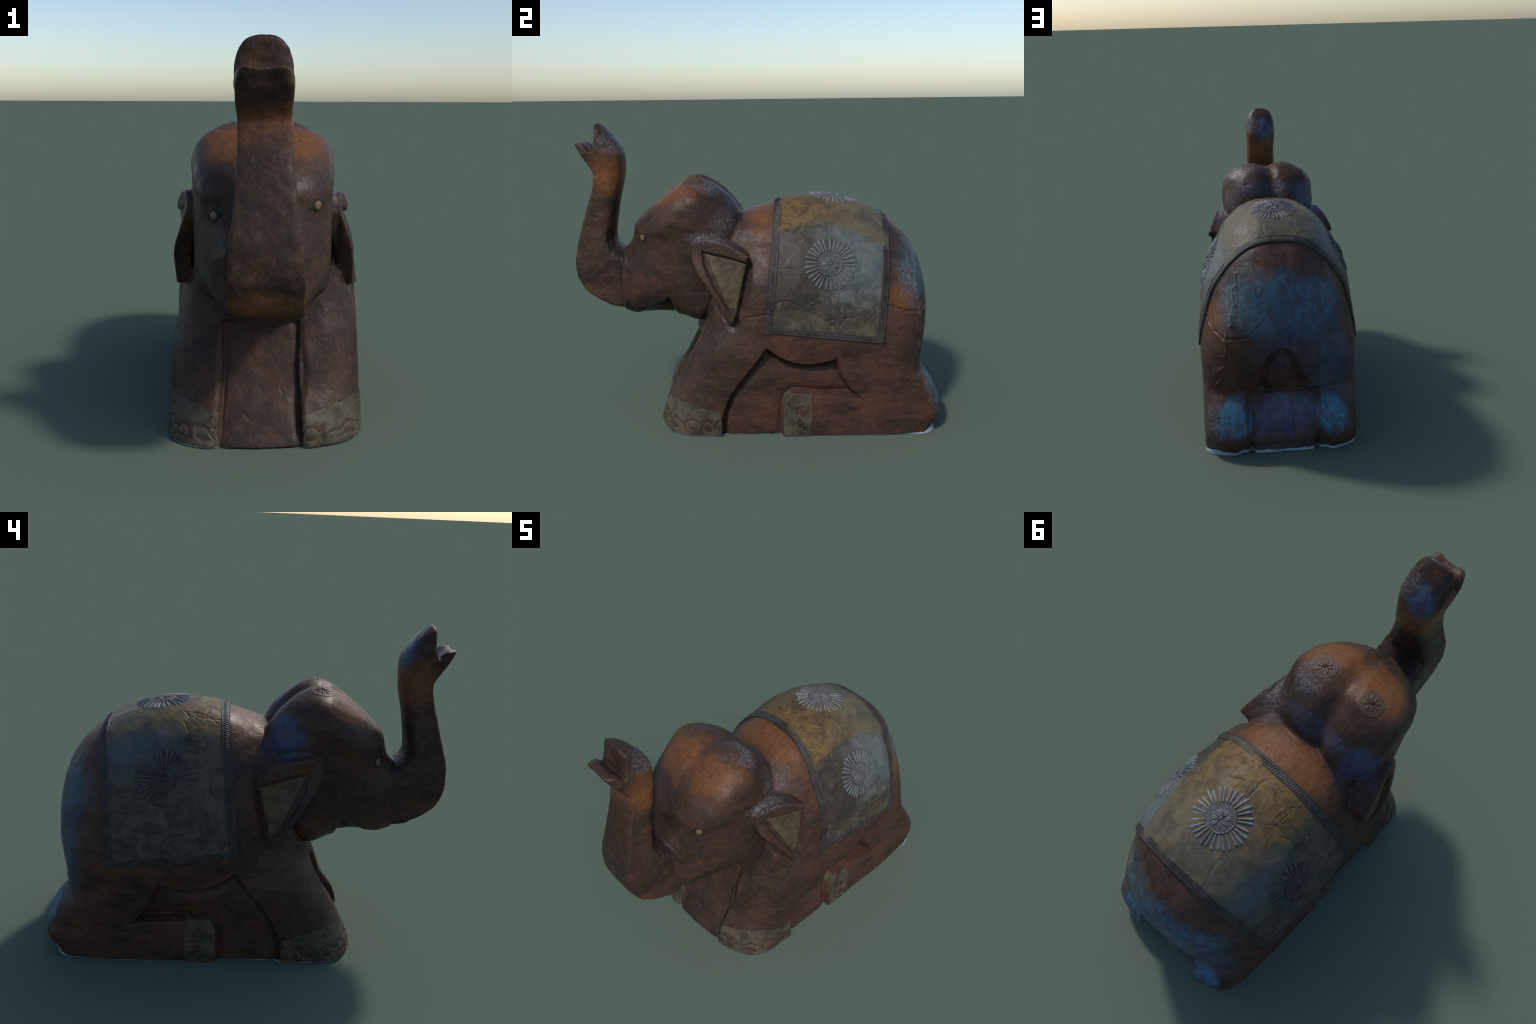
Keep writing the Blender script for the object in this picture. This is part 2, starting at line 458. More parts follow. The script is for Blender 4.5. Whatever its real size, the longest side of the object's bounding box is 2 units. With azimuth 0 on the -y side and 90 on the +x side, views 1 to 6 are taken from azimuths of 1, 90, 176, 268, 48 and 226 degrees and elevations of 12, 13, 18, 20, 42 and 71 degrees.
def wood_material():
    g = G("carved_wood")
    grain = g.noise(75.0, 5.0, .65, g.vmap((1.0, .10, .6)), .4)
    broad = g.noise(5.5, 4.0, .6, g.vmap((1.0, .6, 1.0)))
    mid = g.noise(17.0, 5.0, .65)
    fine = g.noise(150.0, 3.0, .7, g.vmap((1.0, .3, .6)))
    col = g.mix(g.ramp(broad, .36, .66), (.025, .0175, .0145), (.050, .0275, .0195))
    col = g.mix(g.math("MULTIPLY", g.ramp(mid, .48, .72), .50), col, (.086, .039, .019))
    # redder, rubbed wood on flanks and hind legs
    x, y, z = g.sep()
    rear_low = g.math("MULTIPLY", g.ramp(g.math("ADD", y, g.math("MULTIPLY", g.noise(4.0, 3.0), .5)), .05, .45), g.ramp(g.noise(9.0, 5.0, .7, g.vmap((1.0, .5, 1.0), (3, 1, 2))), .36, .62))
    col = g.mix(g.math("MULTIPLY", rear_low, .55), col, (.092, .042, .029))
    col = g.mix(g.math("MULTIPLY", g.ramp(grain, .52, .72), .45), col, (.090, .050, .035))
    col = g.mix(g.math("MULTIPLY", g.ramp(grain, .46, .30), .60), col, (.016, .012, .012))
    # warm sky light painted orange on neck, forehead, trunk and flank
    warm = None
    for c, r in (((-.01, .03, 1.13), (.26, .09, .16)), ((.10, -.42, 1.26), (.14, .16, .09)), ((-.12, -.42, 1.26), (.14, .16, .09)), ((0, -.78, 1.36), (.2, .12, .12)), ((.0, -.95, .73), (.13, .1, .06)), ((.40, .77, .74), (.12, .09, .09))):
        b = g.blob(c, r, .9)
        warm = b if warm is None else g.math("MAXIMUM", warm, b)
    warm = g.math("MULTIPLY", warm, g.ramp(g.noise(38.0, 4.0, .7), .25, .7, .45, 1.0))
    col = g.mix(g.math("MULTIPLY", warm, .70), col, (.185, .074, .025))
    # sky reflections tinted in blue: hind end, back of head, trunk tip
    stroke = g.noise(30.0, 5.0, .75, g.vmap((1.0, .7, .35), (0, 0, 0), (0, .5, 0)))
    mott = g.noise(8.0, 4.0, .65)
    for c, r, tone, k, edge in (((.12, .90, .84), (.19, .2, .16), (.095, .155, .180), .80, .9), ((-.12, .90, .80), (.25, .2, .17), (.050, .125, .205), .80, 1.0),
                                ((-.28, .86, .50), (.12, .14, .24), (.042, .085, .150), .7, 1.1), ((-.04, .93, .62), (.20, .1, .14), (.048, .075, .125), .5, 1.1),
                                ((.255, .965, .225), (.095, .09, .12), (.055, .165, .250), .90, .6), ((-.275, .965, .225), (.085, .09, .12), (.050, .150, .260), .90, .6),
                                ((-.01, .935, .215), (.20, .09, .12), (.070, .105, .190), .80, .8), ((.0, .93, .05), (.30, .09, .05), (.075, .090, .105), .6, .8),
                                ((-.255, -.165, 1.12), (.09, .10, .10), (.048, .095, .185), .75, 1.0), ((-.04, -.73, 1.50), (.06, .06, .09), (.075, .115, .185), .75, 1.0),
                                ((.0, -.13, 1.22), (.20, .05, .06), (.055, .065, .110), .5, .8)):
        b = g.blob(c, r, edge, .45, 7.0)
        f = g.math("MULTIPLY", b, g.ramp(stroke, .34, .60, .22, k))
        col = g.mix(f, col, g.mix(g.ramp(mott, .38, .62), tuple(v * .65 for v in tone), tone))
    pale = None  # whitish highlights brushed into the base colour on the +x side
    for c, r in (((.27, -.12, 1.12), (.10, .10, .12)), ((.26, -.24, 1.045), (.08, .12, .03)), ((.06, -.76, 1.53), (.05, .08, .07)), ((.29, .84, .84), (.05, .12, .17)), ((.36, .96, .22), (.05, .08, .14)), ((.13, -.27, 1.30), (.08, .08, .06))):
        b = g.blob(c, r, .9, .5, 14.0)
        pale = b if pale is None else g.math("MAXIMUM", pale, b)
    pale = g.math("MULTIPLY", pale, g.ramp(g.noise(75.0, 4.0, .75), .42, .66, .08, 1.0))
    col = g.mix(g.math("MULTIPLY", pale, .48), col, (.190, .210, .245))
    # short tool strokes, light and dark
    tick = g.noise(95.0, 4.0, .75, g.vmap((1.0, .45, .7)), .8)
    col = g.mix(g.ramp(tick, .50, .72, 0.0, .34), col, g.mix(1.0, col, (2.3, 2.0, 1.8), "MULTIPLY"))
    col = g.mix(g.ramp(tick, .46, .28, 0.0, .45), col, (.014, .011, .011))
    # scratches and dust specks
    spk = g.math("MULTIPLY", g.ramp(fine, .66, .78), g.ramp(broad, .40, .62))
    col = g.mix(g.math("MULTIPLY", spk, .45), col, (.21, .17, .15))
    h = g.math("ADD", g.math("MULTIPLY", grain, .5), g.math("MULTIPLY", g.noise(110.0, 3.0, .6), .5))
    return g.finish(col, g.ramp(mid, .3, .7, .32, .50), 0.0, h, .0035, .16, .7)


def brass_material(name, base, dark, hi, rough=.5, scale=1.0):
    g = G(name)
    a = g.noise(7.0 * scale, 5.0, .65)
    b = g.noise(34.0 * scale, 4.0, .7)
    col = g.mix(g.ramp(a, .33, .66), dark, base)
    col = g.mix(g.math("MULTIPLY", g.ramp(b, .52, .75), .6), col, hi)
    col = g.mix(g.math("MULTIPLY", g.ramp(b, .42, .25), .5), col, tuple(c * .35 for c in dark))
    h = g.math("ADD", b, g.math("MULTIPLY", g.noise(120.0, 3.0), .4))
    return g.finish(col, rough, .0, h, .003, .22, .6)


def cloth_material():
    g = G("saddle_brass_sheet")
    x, y, z = g.sep()
    n1 = g.noise(6.0, 5.0, .65)
    n2 = g.noise(28.0, 5.0, .7, g.vmap((1.0, 1.0, .6)))
    n3 = g.noise(13.0, 5.0, .7, None, .6)
    olive = g.mix(g.ramp(n3, .36, .66), (0.038, 0.033, 0.026), (0.085, 0.074, 0.052))
    # side sheets: grey-blue sky sheen baked into the rear, brown to the front
    yw = g.math("ADD", y, g.math("MULTIPLY", g.math("SUBTRACT", n1, .5), .35))
    steel = g.mix(g.ramp(n3, .35, .68), (0.067, 0.079, 0.085), (0.120, 0.131, 0.126))
    brown = g.mix(g.ramp(n3, .35, .68), (0.027, 0.023, 0.020), (0.053, 0.045, 0.035))
    right = g.mix(g.ramp(yw, .30, .50), brown, steel)
    zz = g.math("ADD", z, g.math("MULTIPLY", g.math("SUBTRACT", n3, .5), .30))
    right = g.mix(g.ramp(zz, .82, .66), right, olive)
    left = g.mix(g.ramp(n3, .35, .68), (0.035, 0.035, 0.030), (0.080, 0.076, 0.058))
    lb = g.blob((-.22, .56, 1.10), (.17, .20, .16), .9, .5)
    left = g.mix(g.math("MULTIPLY", lb, .65), left, (0.068, 0.093, 0.114))
    side = g.mix(g.ramp(x, -.05, .05), left, right)
    # top sheet, golden, laid over the side sheets with a clean edge
    gold = g.mix(g.ramp(n3, .32, .66), (0.059, 0.041, 0.021), (0.141, 0.087, 0.032))
    gold = g.mix(g.ramp(yw, .20, .62), gold, g.mix(g.ramp(n3, .34, .66), (0.068, 0.061, 0.046), (0.120, 0.103, 0.067)))
    edge = g.math("ADD", x, g.math("MULTIPLY", g.math("SUBTRACT", n1, .5), .03))
    top = g.math("MULTIPLY", g.ramp(edge, .285, .245), g.ramp(g.math("ADD", x, g.math("MULTIPLY", g.math("SUBTRACT", n2, .5), .12)), -.30, -.20))
    col = g.mix(top, side, gold)
    col = g.mix(g.math("MULTIPLY", g.ramp(n2, .56, .74), .35), col, (0.198, 0.179, 0.137))
    col = g.mix(g.math("MULTIPLY", g.ramp(n2, .40, .24), .5), col, (0.023, 0.020, 0.017))
    h = g.math("ADD", n2, g.math("MULTIPLY", g.noise(90.0, 3.0), .5))
    return g.finish(col, g.ramp(n3, .35, .65, .40, .55), .0, h, .003, .16, .55)


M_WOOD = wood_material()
M_CLOTH = cloth_material()
M_FOOT = brass_material("foot_brass", (.080, .064, .041), (.030, .025, .018), (.115, .096, .064), .5, 2.2)
M_EAR = brass_material("ear_brass", (.088, .066, .038), (.042, .032, .020), (.115, .090, .055), .5, 2.2)
M_TRIM = brass_material("braid_pewter", (.044, .038, .034), (.021, .018, .016), (.085, .076, .068), .45, 2.0)
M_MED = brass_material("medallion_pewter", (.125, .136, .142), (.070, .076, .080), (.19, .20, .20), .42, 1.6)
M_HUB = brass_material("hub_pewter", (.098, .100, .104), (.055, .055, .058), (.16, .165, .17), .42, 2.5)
M_ROS = brass_material("rosette_pewter", (.080, .046, .028), (.052, .030, .020), (.115, .088, .072), .42, 2.0)
M_EYE = brass_material("eye_brass", (.150, .108, .058), (.10, .072, .04), (.19, .14, .08), .4, 3.0)
M_DARK = brass_material("dark_socket", (.018, .014, .013), (.012, .010, .010), (.03, .025, .024), .7, 3.0)
M_MED_TOP = brass_material("sky_lightened_medallion", (.175, .185, .195), (.105, .105, .104), (.23, .24, .25), .45, 1.6)  # top set raised in tone for the sky it mirrors
M_HUB_TOP = brass_material("sky_lightened_hub", (.125, .125, .130), (.075, .073, .073), (.18, .18, .185), .45, 2.5)
M_RING_TOP = brass_material("sky_lightened_ground", (.100, .080, .052), (.055, .043, .028), (.14, .12, .09), .5, 2.0)
M_MED_DIM = brass_material("darker_medallion", (.068, .068, .064), (.038, .038, .036), (.105, .105, .098), .5, 1.6)
M_HUB_DIM = brass_material("darker_hub", (.052, .052, .050), (.030, .030, .029), (.085, .085, .080), .5, 2.5)
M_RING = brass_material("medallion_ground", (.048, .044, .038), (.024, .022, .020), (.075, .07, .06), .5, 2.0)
M_PALE = brass_material("pale_base_edge", (.30, .37, .43), (.20, .25, .30), (.38, .44, .48), .8, 2.0)


# ----------------------------------------------------------------------------- objects
ROOT = bpy.data.objects.new("elephant_statue", None)
bpy.context.scene.collection.objects.link(ROOT)
ROOT["label"] = "dark carved wooden elephant kneeling, raised trunk, embossed brass saddle cloth"
ROOT["category"] = "elephant figurine"


def make_mesh(name, verts, faces, mat, parent=ROOT, smooth=True, normals=None):
    me = bpy.data.meshes.new(name)
    me.from_pydata([tuple(v) for v in verts], [], [tuple(int(i) for i in f) for f in faces])
    me.update()
    if smooth:
        me.polygons.foreach_set("use_smooth", np.ones(len(me.polygons), bool))
    if normals is not None:
        me.normals_split_custom_set_from_vertices([tuple(n) for n in normals])
    me.materials.append(mat)
    ob = bpy.data.objects.new(name, me)
    bpy.context.scene.collection.objects.link(ob)
    ob.parent = parent
    return ob


fc = V[Q].mean(1)
flab = np.zeros(len(Q), int)
qv = vlab[Q]
for k in range(5):
    flab[(qv == k).sum(1) >= 2] = k
part = flab.copy()            # 0 torso 1 head 2 trunk 3,4 ears
x, y, z = fc.T
leg_line = np.interp(z, [0, .11, .205, .278, .378, .49], [-.19, -.186, -.155, -.108, -.03, .05])
in_panel = (np.abs(x + .022) < .175) & (z < .5)
fore = (flab == 0) & (z < .49) & (y < leg_line + .004) & ~in_panel
hind = (flab == 0) & (z < .335) & (y > .13) & (np.abs(x + .012) > .19) & ((z < .235) | (y > .45)) & ((np.abs(x + .012) > .36) | (y > .6))
part[fore & (x > 0)] = 5; part[fore & (x < 0)] = 6
part[hind & (x > 0)] = 7; part[hind & (x < 0)] = 8
NAMES = {0: "torso", 1: "head", 2: "trunk", 3: "ear", 4: "ear", 5: "foreleg", 6: "foreleg", 7: "hind_leg", 8: "hind_leg"}
PART = {}
for k in range(9):
    sel = Q[part == k]
    if not len(sel):
        continue
    u, inv = np.unique(sel, return_inverse=True)
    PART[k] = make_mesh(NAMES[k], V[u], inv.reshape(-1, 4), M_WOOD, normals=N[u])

BODY_TREE = BVHTree.FromPolygons([tuple(v) for v in V], [tuple(int(i) for i in q) for q in Q])


def hit(origin, direction):
    h = BODY_TREE.ray_cast(Vector(origin), Vector(direction))
    return h[0], h[1]


def sheet(name, mat, parent, sel, planes, lift, relief=None, cuts=0, smooth_n=2, skirt=.008):
    """A metal sheet following the wood: the faces in `sel`, trimmed by planes (point, normal kept on the negative side)."""
    u, inv = np.unique(Q[sel], return_inverse=True)
    bm = bmesh.new()
    vs = [bm.verts.new(v) for v in V[u]]
    for f in inv.reshape(-1, 4):
        bm.faces.new([vs[i] for i in f])
    for p, n in planes:
        bmesh.ops.bisect_plane(bm, geom=bm.verts[:] + bm.edges[:] + bm.faces[:], plane_co=p, plane_no=n, clear_outer=True, dist=1e-5)
    bmesh.ops.remove_doubles(bm, verts=bm.verts[:], dist=.0012)
    if cuts:
        bmesh.ops.subdivide_edges(bm, edges=bm.edges[:], cuts=cuts, use_grid_fill=True)
    for _ in range(smooth_n):
        bmesh.ops.smooth_vert(bm, verts=[v for v in bm.verts if not v.is_boundary], factor=.5, use_axis_x=True, use_axis_y=True, use_axis_z=True)
    bm.normal_update()
    bm.verts.ensure_lookup_table()
    P = np.array([v.co[:] for v in bm.verts]); NN = np.array([v.normal[:] for v in bm.verts])
    off = np.full(len(P), lift)
    if relief is not None:
        off = off + relief(P)
    for v, o, n in zip(bm.verts, off, NN):
        v.co = v.co + Vector(n) * float(o)
    edges = [e for e in bm.edges if e.is_boundary]
    if skirt:
        nrm = {v: v.normal.copy() for e in edges for v in e.verts}
        r = bmesh.ops.extrude_edge_only(bm, edges=edges)
        for v in r["geom"]:
            if isinstance(v, bmesh.types.BMVert):
                h = BODY_TREE.find_nearest(v.co)
                v.co = v.co - h[1] * skirt
    bmesh.ops.recalc_face_normals(bm, faces=bm.faces[:])
    me = bpy.data.meshes.new(name)
    bm.to_mesh(me); bm.free()
    me.polygons.foreach_set("use_smooth", np.ones(len(me.polygons), bool))
    me.set_sharp_from_angle(angle=math.radians(50))
    me.materials.append(mat)
    ob = bpy.data.objects.new(name, me)
    bpy.context.scene.collection.objects.link(ob)
    ob.parent = parent
    return ob


# ---- saddle cloth
FR_P, FR_N = Vector((0, .107, 1.207)), Vector((0, 1, -.106)).normalized()
RR_P, RR_N = Vector((0, .700, 1.117)), Vector((0, 1, -.090)).normalized()
BT_P, BT_N = Vector((0, .035, .577)), Vector((0, .10, 1)).normalized()
MEDS = [((.363, .378, .920), None), ((-.383, .382, .945), None), ((-.008, .424, 1.219), None)]


def cloth_relief(P):
    h = .0020 * vnoise(P, 11, 24) + .0010 * vnoise(P, 26, 25)
    pr = P + .006 * np.stack([vnoise(P, 28, 31), vnoise(P, 28, 32), vnoise(P, 28, 33)], 1)
    rg = random.Random(5)
    for k in range(44):                                     # crumpled creases, thickest over the withers
        if k < 30:
            c = np.array([rg.uniform(-.30, .27), rg.uniform(.14, .30), 1.2])
        else:
            c = np.array([rg.choice((-.5, .5)), rg.uniform(.12, .62), rg.uniform(.60, .76)])
        i = np.argmin(((P - c) ** 2).sum(1)); c = P[i]
        a = rg.gauss(.9, .5); L = rg.uniform(.015, .055)
        d = np.array([math.sin(a) * .5, math.cos(a), -.5 * math.sin(a) * np.sign(c[0] + .01)]) * L
        if k >= 30:
            d = np.array([0, math.sin(a), math.cos(a)]) * L
        m = ((P - c) ** 2).sum(1) < .01
        dd = line_dist(pr[m], snap(P[m], [c - d, c + d], 4))
        h[m] += rg.choice((-.0028, .0030)) * np.exp(-(dd / rg.uniform(.003, .005)) ** 2)
    h = h + .0035 * sstep(.266, .258, P[:, 0]) * sstep(-.05, .1, P[:, 0])              # top sheet laps over the side sheet
    for pts, a in (([(.42, .08, .72), (.42, .16, .74), (.42, .24, .70), (.42, .36, .63), (.42, .50, .655), (.42, .60, .69), (.42, .66, .74)], -.003),
                   ([(-.02, .12, 1.25), (-.03, .30, 1.25)], -.0022), ([(.06, .6, 1.2), (.05, .69, 1.13)], -.002), ([(-.12, .55, 1.2), (-.13, .69, 1.1)], -.002),
                   ([(-.18, .12, 1.16), (-.17, .28, 1.2)], -.002), ([(.40, .53, .98), (.39, .67, .95)], -.0018), ([(.34, .56, 1.06), (.36, .67, 1.0)], -.0018),
                   ([(.40, .10, .92), (.40, .22, .90)], -.002), ([(-.40, .52, .98), (-.36, .66, 1.01)], -.0025), ([(-.41, .52, .78), (-.42, .66, .78)], -.0025), ([(-.42, .4, .69), (-.42, .56, .70)], -.002),
                   ([(.28, .14, 1.10), (.30, .20, 1.085), (.26, .23, 1.12)], .004), ([(.27, .20, 1.12), (.33, .25, 1.04)], .003),
                   ([(.42, .40, .70), (.42, .41, .76)], .004), ([(.42, .07, .76), (.42, .10, .745)], .004)):
        h = h + a * np.exp(-(line_dist(pr, snap(P, pts, 4)) / .005) ** 2)
    return h


sel = (part == 0) & (fc[:, 1] > .02) & (fc[:, 1] < .72) & (fc[:, 2] > .49)
CLOTH = sheet("saddle_cloth", M_CLOTH, ROOT, sel, [(FR_P, -FR_N), (RR_P, RR_N), (BT_P, -BT_N)], .0050, lambda P: np.maximum(cloth_relief(P), -.0035), cuts=1, smooth_n=3)


def smooth_path(P, it=6):
    for _ in range(it):
        P[1:-1] = .25 * P[:-2] + .5 * P[1:-1] + .25 * P[2:]
    return P


def plane_path(p0, nrm, a0, a1, n):
    """walk over the back, from side to side, along the cut plane"""
    c = Vector((XC, 0, .58))
    c.y = p0.y - (nrm.z * (c.z - p0.z)) / nrm.y
    up = Vector((0, -nrm.z, nrm.y)).normalized()
    out = []
    for a in np.linspace(a0, a1, n):
        d = Vector((math.cos(a), 0, 0)) + up * math.sin(a)
        h, _ = hit(c + d * 1.2, -d)
        out.append(h)
    return np.array(out)


def braid(name, path, inward, width, parent, pitch=.0125, height=.0042):
    """flat plaited band: two edge cords with a twisted chain between"""
    path = smooth_path(path)
    L = np.concatenate([[0], np.cumsum(np.linalg.norm(np.diff(path, axis=0), axis=1))])
    ns = int(L[-1] / .0022)
    s = np.linspace(0, L[-1], ns)
    C = np.stack([np.interp(s, L, path[:, k]) for k in range(3)], 1)
    T = np.gradient(C, axis=0); T /= np.linalg.norm(T, axis=1)[:, None]
    us = np.linspace(-.5, .5, 19)
    rows = []
    for c, t, si in zip(C, T, s):
        h = BODY_TREE.find_nearest(Vector(c))
        n = h[1]
        w = Vector(t).cross(n).normalized()
        if w.dot(inward) < 0:
            w = -w
        for u in us:
            q = BODY_TREE.find_nearest(Vector(c) + w * (u * width))
            a = abs(u)
            side = max(0.0, 1 - ((a - .42) / .08) ** 2)
            ph = 2 * math.pi * si / pitch
            chain = max(0.0, 1 - (a / .30) ** 2) ** .5 * (.5 + .5 * math.cos(ph + (7.0 if u > 0 else -7.0) * a)) if a < .30 else 0
            e = .0075 + height * (.10 + .55 * side ** .5 + .75 * chain)
            if a > .49:
                e = .0005
            rows.append(q[0] + n * e)
    m = len(us)
    faces = [(i * m + j, i * m + j + 1, (i + 1) * m + j + 1, (i + 1) * m + j) for i in range(ns - 1) for j in range(m - 1)]
    ob = make_mesh(name, rows, faces, M_TRIM, parent)
    bm = bmesh.new(); bm.from_mesh(ob.data); bmesh.ops.recalc_face_normals(bm, faces=bm.faces[:])
    f = bm.faces[len(bm.faces) // 2]
    h = BODY_TREE.find_nearest(f.calc_center_median())
    if f.normal.dot(h[1]) < 0:
        bmesh.ops.reverse_faces(bm, faces=bm.faces[:])
    bm.to_mesh(ob.data); bm.free()
    ob["kind"] = "stuff"
    return ob


A0 = 0.0
front_path = plane_path(FR_P + Vector((0, .012, 0)), FR_N, -.03, math.pi + .03, 220)
rear_path = plane_path(RR_P - Vector((0, .012, 0)), RR_N, -.14, math.pi + .14, 220)
braid("braided_trim", front_path, Vector((0, 1, 0)), .046, CLOTH)
braid("braided_trim", rear_path, Vector((0, -1, 0)), .042, CLOTH)
for sx in (1, -1):
    pts = []
    for yy in np.linspace(.05, .645, 120):
        zz = BT_P.z - .10 * (yy - BT_P.y) + .014
        pts.append(hit((sx * 1.2, yy, zz), (-sx, 0, 0))[0])
    braid("braided_trim", np.array(pts), Vector((0, 0, 1)), .034, CLOTH)


def frame_at(point):
    h = BODY_TREE.find_nearest(Vector(point))
    # average the normal over the neighbourhood
    n = Vector((0, 0, 0))
    for q in BODY_TREE.find_nearest_range(h[0], .035):
        n += q[1]
    n.normalize()
    up = Vector((0, 0, 1)) if abs(n.z) < .9 else Vector((0, -1, 0))
    a = up.cross(n).normalized()
    return h[0], n, a, n.cross(a)


def polar(name, point, radius, height, mat, parent, nr, nt, r0=0.0, lift=.004, scallop=None):
    """embossed round plate wrapped on the surface; height(r in 0..1, angle) gives the relief"""
    c, n, a, b = frame_at(point)
    verts, faces = [], []
    rs = np.linspace(r0, 1, nr)
    for r in rs:
        for k in range(nt):
            th = 2 * math.pi * k / nt
            rr = r * radius * (scallop(r, th) if scallop else 1)
            p = c + a * (rr * math.cos(th)) + b * (rr * math.sin(th))
            h = BODY_TREE.ray_cast(p + n * .15, -n)
            q = h[0] if h[0] is not None else p
            verts.append(q + n * (lift + height(r, th)))
    for i in range(nr - 1):
        for k in range(nt):
            k2 = (k + 1) % nt
            faces.append((i * nt + k, (i + 1) * nt + k, (i + 1) * nt + k2, i * nt + k2))
    if r0 == 0:
        pass
    return make_mesh(name, verts, faces, mat, parent)


def sun_medallion(point, seed, ray_mat, hub_mat, ring_mat):
    """pressed ring, thirty separate fluted rays, and a flower boss"""
    rg = random.Random(seed)
    nray, R = 30, .138
    m = polar("sun_medallion", point, R, lambda r, th: -.005 if r > .985 else (.0012), ring_mat, ROOT, 14, nray * 12, .42, .0035,
              lambda r, th: 1 - .035 * r + .03 * r * math.cos(nray * th))
    c, n, a, b = frame_at(point)
    for i in range(nray):
        th = 2 * math.pi * (i + .5 + rg.uniform(-.16, .16)) / nray
        d, w = a * math.cos(th) + b * math.sin(th), b * math.cos(th) - a * math.sin(th)
        r0, r1 = R * .46, R * rg.uniform(.95, 1.03)
        hgt, fat = rg.uniform(.0065, .0095), rg.uniform(.85, 1.12)
        bend = rg.uniform(-.002, .002)
        verts, faces, nl, nc = [], [], 15, 9
        for p in range(nl):
            t = p / (nl - 1)
            r = r0 + (r1 - r0) * t
            end = max(0.0, 1 - (max(0, t - .88) / .12) ** 2) ** .5 * max(0.0, 1 - (max(0, .08 - t) / .08) ** 2) ** .5
            half = (.0042 + .0048 * t) * fat * max(end, .12)
            for q in range(nc):
                u = -1 + 2 * q / (nc - 1)
                P = c + d * r + w * (u * half + bend * t * t)
                h = BODY_TREE.ray_cast(P + n * .15, -n)
                S = h[0] if h[0] is not None else P
                e = hgt * end * max(0.0, 1 - abs(u) ** 2.2) ** .7
                verts.append(S + n * (.0035 + e - (.004 if q in (0, nc - 1) or p in (0, nl - 1) else 0)))
        for p in range(nl - 1):
            for q in range(nc - 1):
                faces.append((p * nc + q, (p + 1) * nc + q, (p + 1) * nc + q + 1, p * nc + q + 1))
        make_mesh("ray", verts, faces, ray_mat, m)

    def hub(r, th):
        th2 = th + .2 * seed
        dome = .008 + .004 * (1 - r * r)
        pet = 0
        k = th2 / (2 * math.pi) * 8
        f = k - math.floor(k) - .5
        if .10 < r < .62:
            u = (r - .10) / .52
            wdt = .42 * math.sin(math.pi * min(1, u * 1.02)) ** .8 + .03
            w = abs(f) / max(wdt, .02)
            if w < 1:
                pet = .0065 * (1 - w * w) ** .5 * (1 - .45 * math.exp(-(w / .25) ** 2))
        boss = .006 * max(0, 1 - (r / .11) ** 2) ** .5
        curl = 0
        if .62 < r < .88:
            curl = .0022 * (math.sin(24 * th) * math.sin(38 * r) + .6 * math.sin(41 * th + 9 * r))
        edge = .003 * math.exp(-((r - .94) / .035) ** 2)
        if r > .985:
            return -.006
        return dome - .004 + pet + boss + curl + edge

    polar("flower_hub", point, .066, hub, hub_mat, m, 44, 240, 0.0, .004)
    return m


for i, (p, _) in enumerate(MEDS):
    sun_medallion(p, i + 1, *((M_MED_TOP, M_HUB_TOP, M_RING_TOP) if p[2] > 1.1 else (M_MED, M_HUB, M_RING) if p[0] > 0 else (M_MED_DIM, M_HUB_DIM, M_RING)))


def rosette(point, seed):
    def h(r, th):
        k = (th + seed) / (2 * math.pi) * 8
        f = k - math.floor(k) - .5
        pet = 0
        if .06 < r < .60:
            u = (r - .06) / .54
            wdt = .40 * math.sin(math.pi * u) ** .7 + .02
            w = abs(f) / wdt
            if w < 1:
                pet = .006 * (1 - w * w) ** .5
        boss = .006 * max(0, 1 - (r / .12) ** 2) ** .5
        curl = .0016 * (math.sin(20 * th + 6 * r) * math.sin(30 * r)) if .6 < r < .88 else 0
        edge = .002 * math.exp(-((r - .92) / .04) ** 2)
        if r > .98:
            return -.005
        return -.001 + .6 * pet + .6 * boss + .8 * curl + .3 * edge
    return polar("forehead_rosette", point, .060, h, M_ROS, ROOT, 34, 176, 0.0, .0022)


rosette((.112, -.335, 1.32), .1)
rosette((-.145, -.340, 1.325), .5)

# ---- eyes
for p in ((.200, -.615, 1.035), (-.207, -.632, .997)):
    sgn = 1 if p[0] > 0 else -1
    c, n, a, b = frame_at(p)
    if a.y < 0:
        a, b = -a, -b

    def socket_h(r, th):
        return -.004 if r > .97 else .0015 * (1 - r)
    sc = lambda r, th: 1 + .75 * (max(0, abs(math.cos(th - .25)) - .93) / .07) ** 1.3 * r
    so = polar("eye_socket", p, .029, socket_h, M_DARK, ROOT, 8, 64, 0.0, .0025, sc)
    eb = polar("eye", p, .0185, lambda r, th: -.004 if r > .98 else .0045 * (1 - r * r) ** .5 + .001, M_EYE, ROOT, 10, 40, 0.0, .004)
    so.parent = eb

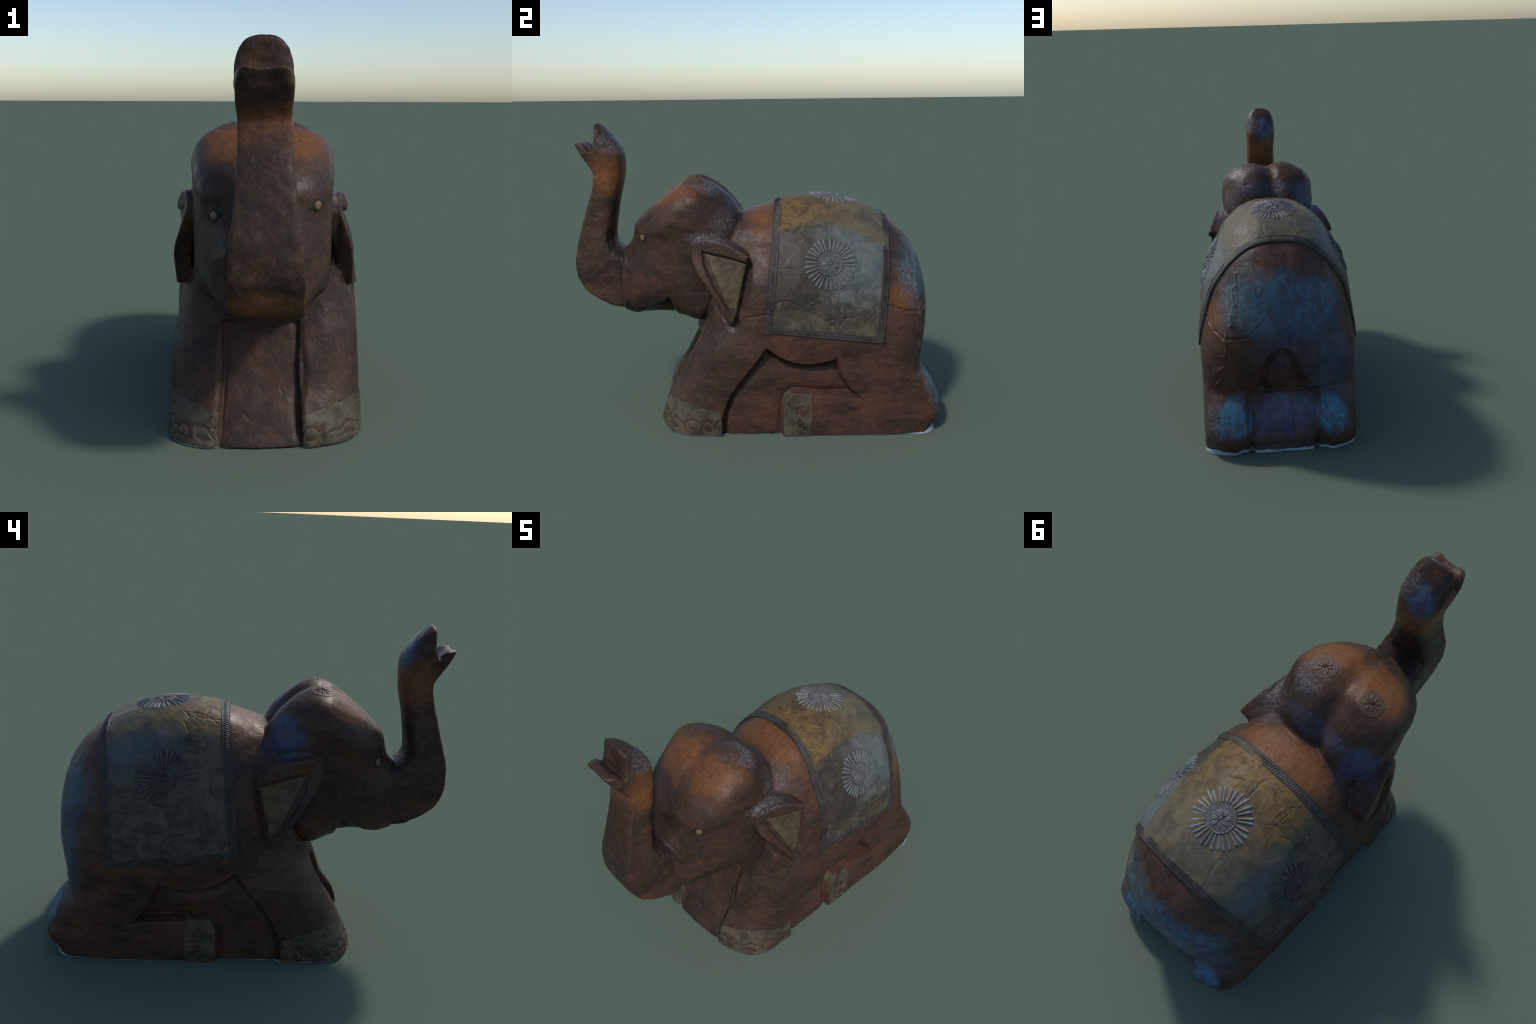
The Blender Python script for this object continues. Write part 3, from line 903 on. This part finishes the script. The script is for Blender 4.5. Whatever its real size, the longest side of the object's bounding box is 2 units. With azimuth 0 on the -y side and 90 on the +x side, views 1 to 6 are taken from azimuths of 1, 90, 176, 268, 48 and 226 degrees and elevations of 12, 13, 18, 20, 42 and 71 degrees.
# ---- ear plates
for side in (1, -1):
    lab = 3 if side > 0 else 4
    ins = []
    # inner triangle, set in from the rim, laid out on the ear plane
    n2, m2 = 60, 60
    P3, P1, P2 = np.array((-.271, .972)), np.array((-.047, .922)), np.array((-.142, .690))
    P2b = np.array((-.108, .682))
    verts, faces, idx = [], [], {}
    for i in range(n2):
        for j in range(m2):
            s, t = i / (n2 - 1), j / (m2 - 1)
            q = (1 - s) * ((1 - t) * P3 + t * P3 * .0 + t * P2) + s * ((1 - t) * P1 + t * P2b)
            hgt, nn = hit((side * .7, q[0], q[1]), (-side, 0, 0))
            e = .0030 + .0016 * float(vnoise(np.array([[0, q[0], q[1]]]), 40, 41 + side)[0])
            if i in (0, n2 - 1) or j in (0, m2 - 1):
                e = -.004
            verts.append((hgt.x + side * e, q[0], q[1]))
    for i in range(n2 - 1):
        for j in range(m2 - 1):
            f = (i * m2 + j, i * m2 + j + 1, (i + 1) * m2 + j + 1, (i + 1) * m2 + j)
            faces.append(f if side < 0 else f[::-1])
    plate = make_mesh("ear_plate", verts, faces, M_EAR, PART[lab])

    for q in ((-.20, .935), (-.10, .93), (-.105, .73), (-.075, .86)):
        hgt, nn = hit((side * .7, q[0], q[1]), (-side, 0, 0))
        if hgt is not None:
            polar("nail_head", hgt, .0075, lambda r, th: -.002 if r > .97 else .003 * (1 - r * r) ** .5 + .0015, M_EAR, PART[lab], 6, 20, 0.0, .002)

# ---- foot bands
def plane3(p, q, r, toward):
    p, q, r = Vector(p), Vector(q), Vector(r)
    n = (q - p).cross(r - p).normalized()
    return (p, n if n.dot(Vector(toward)) > 0 else -n)


def foot_relief(P):
    q = P + .008 * np.stack([vnoise(P, 30, 51), vnoise(P, 30, 52), vnoise(P, 30, 53)], 1)
    wave = np.sin(44 * (q[:, 1] - q[:, 0] * np.sign(P[:, 0]) * .8))
    arch = np.abs((q[:, 2] - .028) - .060 * np.sqrt(np.abs(wave)))
    return .0012 * vnoise(P, 26, 54) - .0042 * np.exp(-(arch / .009) ** 2) * sstep(.01, .03, P[:, 2]) - .004 * np.exp(-((q[:, 2] - .045) / .022) ** 2) * sstep(.6, .9, np.abs(wave))


for side, k in ((1, 5), (-1, 6)):
    sel = (part == k) & (fc[:, 2] < .24)
    planes = [plane3((side * .39, -.46, .205), (side * .42, -.20, .128), (side * .165, -.51, .130), (0, 0, 1)),
              (Vector((side * .168 - .008, 0, 0)), Vector((-side, 0, 0))), (Vector((0, -.196, 0)), Vector((0, 1, 0))), (Vector((0, 0, .008)), Vector((0, 0, -1)))]
    sheet("foot_band", M_FOOT, PART[k], sel, planes, .003, foot_relief, cuts=1, smooth_n=2, skirt=.006)


def hind_relief(P):
    q = P + .012 * np.stack([vnoise(P, 26, 61), vnoise(P, 26, 62), vnoise(P, 26, 63)], 1)
    h = .0020 * vnoise(P, 24, 64)
    for cy, cz, ry, rz in ((.225, .150, .020, .026), (.245, .125, .014, .020), (.222, .070, .016, .030), (.25, .045, .012, .018)):
        d = ((q[:, 1] - cy) / ry) ** 2 + ((q[:, 2] - cz) / rz) ** 2
        h = h - .010 * sstep(1.25, .6, d) + .003 * np.exp(-((d - 1.5) / .4) ** 2)
    return h


for side, k in ((1, 7), (-1, 8)):
    sel = (fc[:, 0] * side > .33) & (fc[:, 1] > .12) & (fc[:, 1] < .30) & (fc[:, 2] < .245) & (fc[:, 2] > .0)
    planes = [(Vector((0, .284, 0)), Vector((0, 1, 0))), (Vector((0, .136, 0)), Vector((0, -1, 0))), (Vector((0, 0, .232)), Vector((0, 0, 1))), (Vector((side * .365, 0, 0)), Vector((-side, 0, 0))), (Vector((0, 0, .006)), Vector((0, 0, -1)))]
    sheet("foot_band", M_FOOT, PART[k], sel, planes, .003, hind_relief, cuts=1, smooth_n=2, skirt=.006)

# ---- nails on the braid and bands
def nail(x, y, z, d, r, mat, parent):
    h, n = hit((x, y, z), d)
    if h is not None:
        polar("nail_head", h, r, lambda q, th: -.004 if q > .97 else .003 * (1 - q * q) ** .5 + .001, mat, parent, 6, 20, 0.0, .0105 if parent is CLOTH else .004)


for sx in (1, -1):
    for yy in (.20, .40):
        nail(sx * 1, yy, BT_P.z - .10 * (yy - BT_P.y) + .006, (-sx, 0, 0), .007, M_FOOT, CLOTH)
    for yy, zz in ((-.42, .165), (-.30, .135), (-.225, .10)):
        nail(sx * 1, yy, zz, (-sx, 0, 0), .006, M_FOOT, PART[5 if sx > 0 else 6])

# ---- pale ragged remnant of the ground under the rear edge
def base_edge():
    low = V[(V[:, 2] < .03)]
    n = 720
    ang = np.linspace(0, 2 * math.pi, n, endpoint=False)
    verts, faces = [], []
    for a in ang:
        d = Vector((math.cos(a), math.sin(a), 0))
        h = BODY_TREE.ray_cast(Vector((0, .2, .018)) + d * 2.0, -d)
        p = h[0]
        u = np.array([[p.x, p.y, 0]])
        rag = .5 + .5 * float(vnoise(u, 22, 71)[0]) + .35 * float(vnoise(u, 70, 72)[0])
        rear = float(sstep(.80, .93, p.y)); frontl = float(sstep(-.42, -.5, p.y)) * float(sstep(-.1, -.2, p.x))
        corner = float(np.exp(-((p.x - .36) / .06) ** 2)) * rear
        out = -.006 + (.010 + .003 * rag) * rear + .012 * corner + .007 * frontl * (.2 + rag)
        top = .004 + .012 * rear * rag + .014 * corner + .006 * frontl
        verts += [p - d * .03 + Vector((0, 0, 0)), Vector((p.x, p.y, 0)) + d * out, Vector((p.x, p.y, top)) + d * (out * .8), Vector((p.x, p.y, top)) - d * .03]
        for k in (-4, -1):
            pass
        verts[-4].z = 0.0
    for i in range(n):
        j = (i + 1) % n
        for k in range(3):
            faces.append((i * 4 + k, j * 4 + k, j * 4 + k + 1, i * 4 + k + 1))
    make_mesh("base_edge", verts, faces, M_PALE, ROOT, smooth=False)


base_edge()
print("done")
